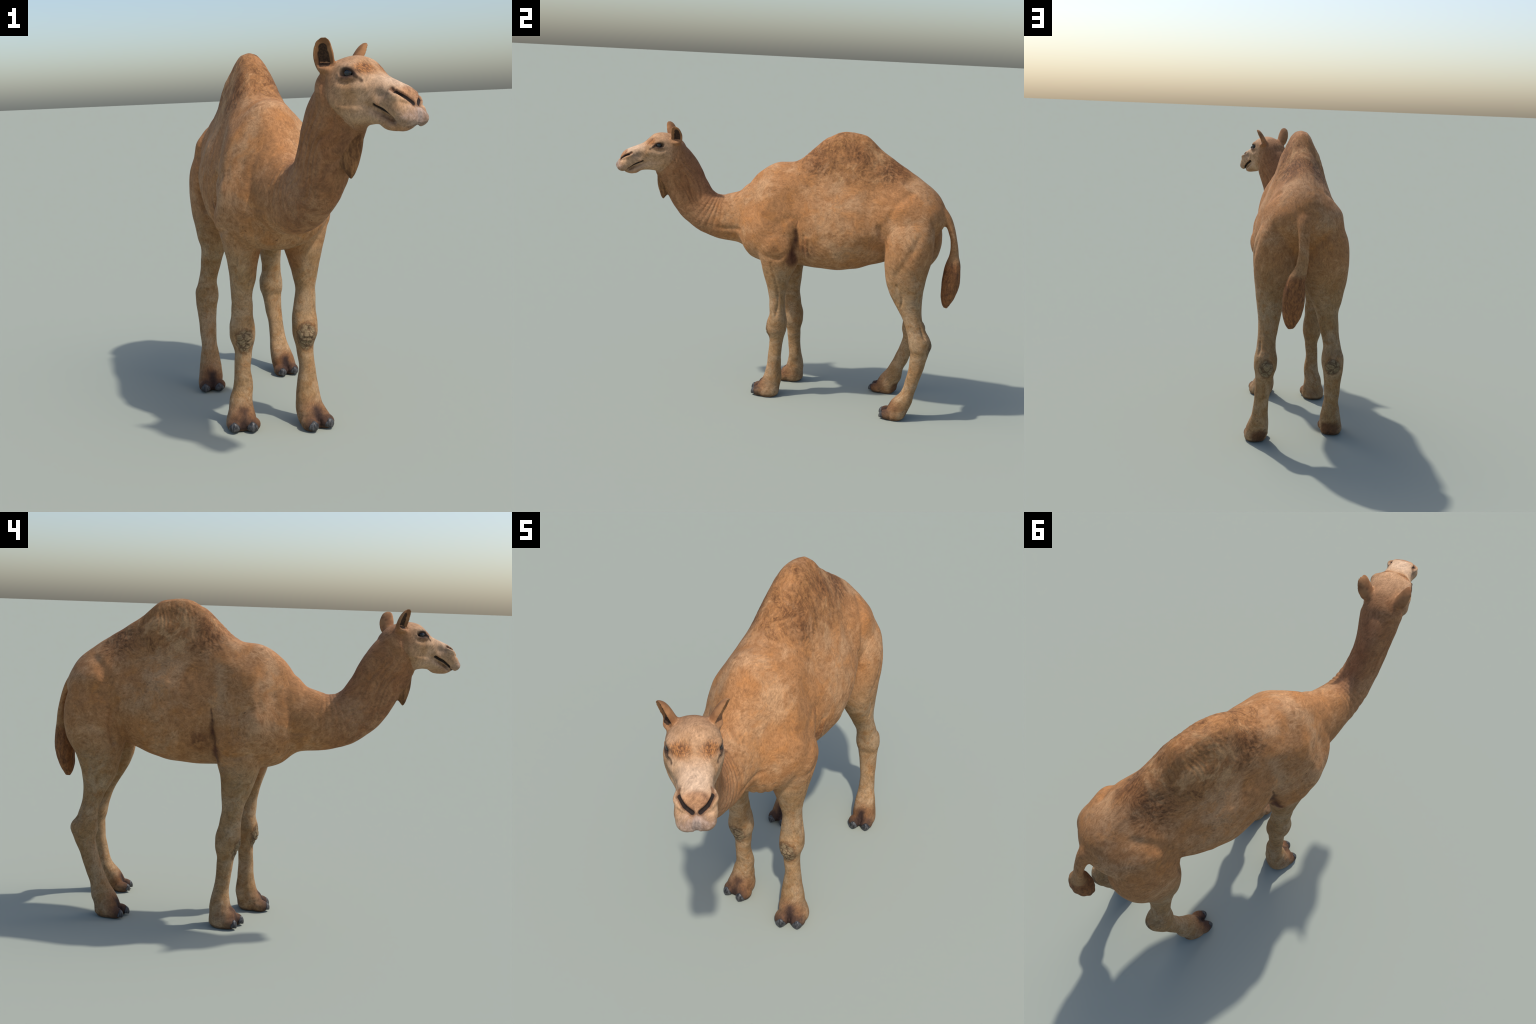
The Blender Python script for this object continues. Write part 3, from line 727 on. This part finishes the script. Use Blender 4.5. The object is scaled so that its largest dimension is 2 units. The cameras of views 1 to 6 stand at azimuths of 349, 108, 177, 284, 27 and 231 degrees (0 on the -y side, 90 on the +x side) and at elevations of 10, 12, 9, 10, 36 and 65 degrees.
        c = N.mix(N.mul(N.ell(Q, (.10, .056, 1.318), (.012, .02, .008), .4), .7), c, (.40, .19, .09))
        c = N.mix(N.mul(N.ell(Q, (.12, .062, 1.358), (.03, .02, .02), .6, mid, .5), .45), c, (.25, .18, .13))
        mouth = N.most(*[N.cap(Q, a, b, r, .3) for a, b, r in zip(MOUTH_SKIN[:-1], MOUTH_SKIN[1:], (.0086, .0090, .0082, .0076, .0073))])
        c = N.mix(N.mul(mouth, .96), c, (.012, .008, .007))
        nb = N.most(*[N.cap(Q, a, b, r, .3) for a, b, r in zip(NOSTRIL_SKIN[:-1], NOSTRIL_SKIN[1:], (.0105, .0135, .0125))])
        c = N.mix(N.mul(nb, .75), c, (.13, .055, .026))
        nos = N.most(*[N.cap(Q, a, b, r, .10) for a, b, r in zip(NOSTRIL_SKIN[1:-1] + [tuple(.5 * np.array(NOSTRIL_SKIN[2]) + .5 * np.array(NOSTRIL_SKIN[1])), NOSTRIL_SKIN[2]], [tuple(.5 * np.array(NOSTRIL_SKIN[2]) + .5 * np.array(NOSTRIL_SKIN[1])), tuple(.3 * np.array(NOSTRIL_SKIN[2]) + .7 * np.array(NOSTRIL_SKIN[3])), NOSTRIL_SKIN[2], NOSTRIL_SKIN[3]], (.0077, .0078, .0081, .0077))])
        c = N.mix(N.mul(nos, .96), c, (.012, .008, .007))
    if 'beard' in kinds:
        lock = N.noise(N.vec('MULTIPLY', P, (1, 1, .25)), 70, 4, .65)
        c = N.mix(.85, c, N.mix(N.smooth(lock, .35, .65), (.10, .042, .015), (.27, .125, .045)))
    if 'tail' in kinds:
        c = N.mix(N.mul(N.smooth(z, 1.05, .95), .4), c, KHAKI)
        lock = N.noise(N.vec('MULTIPLY', N.noise_vec(P, 14, .04), (1, 1, .22)), 85, 4, .7)
        t = N.smooth(N.math('ADD', z, N.mul(N.math('SUBTRACT', mid, .5), .08)), .91, .86)
        c = N.mix(N.mul(t, .95), c, N.mix(N.smooth(lock, .30, .70), (.12, .045, .018), (.29, .115, .038)))
    grain = N.math('ADD', N.math('ADD', N.mul(hair, .4), N.mul(hair2, .35)), N.mul(hair3, .25))
    tone = N.math('ADD', N.mul(grain, 2.9), -.45)
    c = N.mix(1.0, c, N.join(tone, tone, tone), 'MULTIPLY')
    fleck = N.noise(P, 55, 1, .3)
    c = N.mix(N.mul(N.smooth(fleck, .80, .84), .7), c, DEEP)
    return N.finish(c, grain, .35, .003)

# ------------------------------------------------------------------ separate the skin into anatomical parts
cen = co[quads].mean(1); hc = to_head(cen)
def close_to(shape, reach, mask):
    v, f = shape; tree = BVHTree.FromPolygons([tuple(p) for p in v], f); out = np.zeros(NF, bool)
    for i in np.nonzero(mask)[0]:
        out[i] = tree.find_nearest(Vector(cen[i]), reach)[0] is not None
    return out
region = np.full(NF, 'torso', dtype=object)
region[(cen[:, 1] > .03 + .25 * np.clip(1.36 - cen[:, 2], 0, 1)) & (cen[:, 1] < .64 - .5 * np.clip(1.36 - cen[:, 2], -1, 1)) & (cen[:, 2] > 1.27)] = 'hump'
neck_plane = (cen[:, 1] + .255) + (cen[:, 2] - 1.03) * .22
region[neck_plane < 0] = 'neck'
head_plane = (hc[:, 0] + .16) * .195 + (hc[:, 2] - 1.44) * .15
region[(head_plane > 0) & (cen[:, 1] < -.5)] = 'head'
region[(hc[:, 0] > -.075) & (cen[:, 2] < 1.232) & (cen[:, 1] < -.6) & (np.abs(hc[:, 1]) < .05)
       & ((hc[:, 0] + .0) * .115 - (hc[:, 2] - 1.235) * .085 > -.0005)] = 'beard'
for sd, nm in ((1, 'ear_left'), (-1, 'ear_right')):
    region[close_to(EARS[sd], .0035, (cen[:, 1] < -.55) & (cen[:, 2] > 1.448) & (sd * hc[:, 1] > .05) & (hc[:, 0] < -.04))] = nm
fore = (cen[:, 1] > -.25) & (cen[:, 1] < .16) & (cen[:, 2] < .80 + .12 * np.clip((np.abs(cen[:, 0] - CX) - .06) / .15, 0, 1))
hind = (cen[:, 1] > .45) & (cen[:, 2] < .80 + .55 * np.clip(cen[:, 1] - .52, 0, .4))
tail_zone = close_to(parts['tail'], .006, (cen[:, 1] > .868) & (cen[:, 2] > .6) & (cen[:, 2] < 1.2))
left = cen[:, 0] > CX
region[fore & left] = 'fore_left'; region[fore & ~left] = 'fore_right'
region[hind & left] = 'hind_left'; region[hind & ~left] = 'hind_right'
for k in ('fore_left', 'fore_right', 'hind_left', 'hind_right'):
    region[(region == k) & (cen[:, 2] < .105)] = k + '_foot'
region[tail_zone] = 'tail'
region[tail_zone & (cen[:, 2] < .885)] = 'tail_tuft'

def tidy(region, rounds=3):
    """Majority vote over edge neighbours: no stray faces, smooth borders."""
    names, r = np.unique(region.astype(str), return_inverse=True)
    key = np.sort(np.concatenate([quads[:, [i, (i + 1) % 4]] for i in range(4)]), axis=1)
    fid = np.tile(np.arange(NF), 4); k = key[:, 0].astype(np.int64) * NV + key[:, 1]; o = np.argsort(k, kind='stable'); k, fid = k[o], fid[o]
    same = np.nonzero(k[1:] == k[:-1])[0]; a, b = fid[same], fid[same + 1]
    for _ in range(rounds):
        votes = np.zeros((NF, len(names)), np.int8); np.add.at(votes, (a, r[b]), 1); np.add.at(votes, (b, r[a]), 1)
        votes[np.arange(NF), r] += 1
        r = votes.argmax(1)
    return names[r]
region = tidy(region, 4)

col = bpy.context.scene.collection
root = bpy.data.objects.new('dromedary_camel', None); col.objects.link(root)
root['label'] = 'standing one-humped camel with short tan fur, head turned aside'
root['category'] = 'camel'
def add(name, mesh, parent, mat=None):
    o = bpy.data.objects.new(name, mesh); o.parent = parent; col.objects.link(o)
    if mat is not None: mesh.materials.append(mat)
    return o
def skin_part(key, name, parent, mat):
    f = quads[region == key]
    used, inv = np.unique(f, return_inverse=True)
    me = bpy.data.meshes.new(name); me.from_pydata(co[used].tolist(), [], inv.reshape(-1, 4).tolist()); me.update()
    me.polygons.foreach_set('use_smooth', np.ones(len(f), bool))
    me.normals_split_custom_set_from_vertices(normals[used].tolist())
    return add(name, me, parent, mat)
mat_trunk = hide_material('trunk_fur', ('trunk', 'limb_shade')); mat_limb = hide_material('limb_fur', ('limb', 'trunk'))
mat_neck = hide_material('neck_fur', ('neck',)); mat_head = hide_material('face_fur', ('neck', 'head'))
mat_beard = hide_material('beard_fur', ('neck', 'beard')); mat_tail = hide_material('tail_fur', ('tail', 'trunk'))
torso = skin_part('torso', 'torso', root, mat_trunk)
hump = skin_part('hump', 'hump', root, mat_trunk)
neck = skin_part('neck', 'neck', root, mat_neck)
head = skin_part('head', 'head', root, mat_head)
beard = skin_part('beard', 'beard', root, mat_beard)
tail = skin_part('tail', 'tail', root, mat_tail); skin_part('tail_tuft', 'tail_tuft', tail, mat_tail)
limbs = {}
for k in ('fore_left', 'fore_right', 'hind_left', 'hind_right'):
    limbs[k] = skin_part(k, 'forelimb' if 'fore' in k else 'hindlimb', root, mat_limb)
    skin_part(k + '_foot', 'foot', limbs[k], mat_limb)

# ears: outside like the head, cup dark
EN = Nodes('ear_fur', .9); hn = EN.noise(EN.P, 25, 3); hs_ = EN.noise(EN.P, 160, 2)
ear_col = EN.mix(EN.smooth(hn, .35, .65), (.34, .165, .07), (.22, .10, .042))
for sd in (1, -1):
    o_ = math.radians(62); k = .0005
    pts = [H(q0 - k * math.cos(o_), sd * (l0 - k * math.sin(o_)), z0) for q0, l0, z0 in ((-.102, .074, 1.441), (-.100, .086, 1.480), (-.096, .093, 1.500))]
    m = EN.most(EN.cap(EN.P, pts[0], pts[1], .0190, .12), EN.cap(EN.P, pts[1], pts[2], .0145, .12))
    ear_col = EN.mix(EN.mul(m, .92), ear_col, EN.mix(EN.smooth(hs_, .4, .6), (.012, .008, .006), (.045, .025, .015)))
mat_ear = EN.finish(ear_col, hs_, .2)
for nm in ('ear_left', 'ear_right'):
    skin_part(nm, 'ear', head, mat_ear)

# eyes
EY = Nodes('eye', .16); EY.b.inputs['Coat Weight'].default_value = .15; EY.b.inputs['Specular IOR Level'].default_value = .35
eye_col = (.010, .008, .008)
mat_eye = None
for sd in (1, -1):
    c = H(.002, sd * .0885, 1.418)
    eye_col = EY.mix(EY.mul(EY.ell(EY.P, tuple(c), .0078, .3), .65), eye_col, EY.mix(EY.smooth(EY.noise(EY.P, 120, 2), .4, .6), (.016, .021, .030), (.04, .044, .034)))
mat_eye = EY.finish(eye_col)
for sd in (1, -1):
    v, f = blob(H(-.001, sd * .0700, 1.4175), (.0175, .0175, .0175), HF, 24)
    me = mesh_from(v, f, 'eye'); me.polygons.foreach_set('use_smooth', np.ones(len(f), bool))
    add('eye', me, head, mat_eye)

# toe nails
NL = Nodes('nail_horn', .38); st = NL.noise(NL.vec('MULTIPLY', NL.P, (1, 1, .4)), 120, 3, .6)
mat_nail = NL.finish(NL.mix(NL.smooth(st, .35, .7), (.018, .018, .019), (.085, .083, .082)), st, .3, .001)
for k, c, fr, r in TOES:
    # a shield-shaped plate lying over the front of the toe, blunt tip reaching past it
    nu, nv = 15, 15; outer, inner = [], []
    for j in range(nv):
        v = j / (nv - 1); el = math.radians(-22 + 62 * v)
        half = math.radians(46) * (1 - .80 * v ** 1.8) * (1 - .10 * (1 - v) ** 2)
        for i in range(nu):
            u = 2 * i / (nu - 1) - 1; az = half * u
            d = np.array([math.sin(az) * math.cos(el), math.sin(el), math.cos(az) * math.cos(el)])
            rim = max(abs(u), abs(2 * v - 1)) ** 4
            lift = .0020 * (1 - .8 * rim) + .0085 * (1 - v) ** 2.5 * (1 - abs(u)) + .0022 * (1 - abs(u))
            for store, extra in ((outer, lift), (inner, -.006)):
                p = c + (d * r) @ fr + ((d / r) / np.linalg.norm(d / r)) @ fr * extra
                p[2] = max(p[2], .0008); store.append(p)
    n = nu * nv; V = np.array(outer + inner); F = []
    for j in range(nv - 1):
        for i in range(nu - 1):
            q = j * nu + i
            F.append((q, q + 1, q + nu + 1, q + nu)); F.append((n + q, n + q + nu, n + q + nu + 1, n + q + 1))
    ring_ = [i for i in range(nu)] + [j * nu + nu - 1 for j in range(1, nv)] + [(nv - 1) * nu + i for i in range(nu - 2, -1, -1)] + [j * nu for j in range(nv - 2, 0, -1)]
    for i, q in enumerate(ring_):
        w = ring_[(i + 1) % len(ring_)]; F.append((w, q, n + q, n + w))
    me = mesh_from(V, F, 'toenail'); me.polygons.foreach_set('use_smooth', np.ones(len(F), bool))
    add('toenail', me, limbs[k], mat_nail)
bpy.data.meshes.remove(fused)
print('faces', NF, {k: int((region == k).sum()) for k in np.unique(region)})
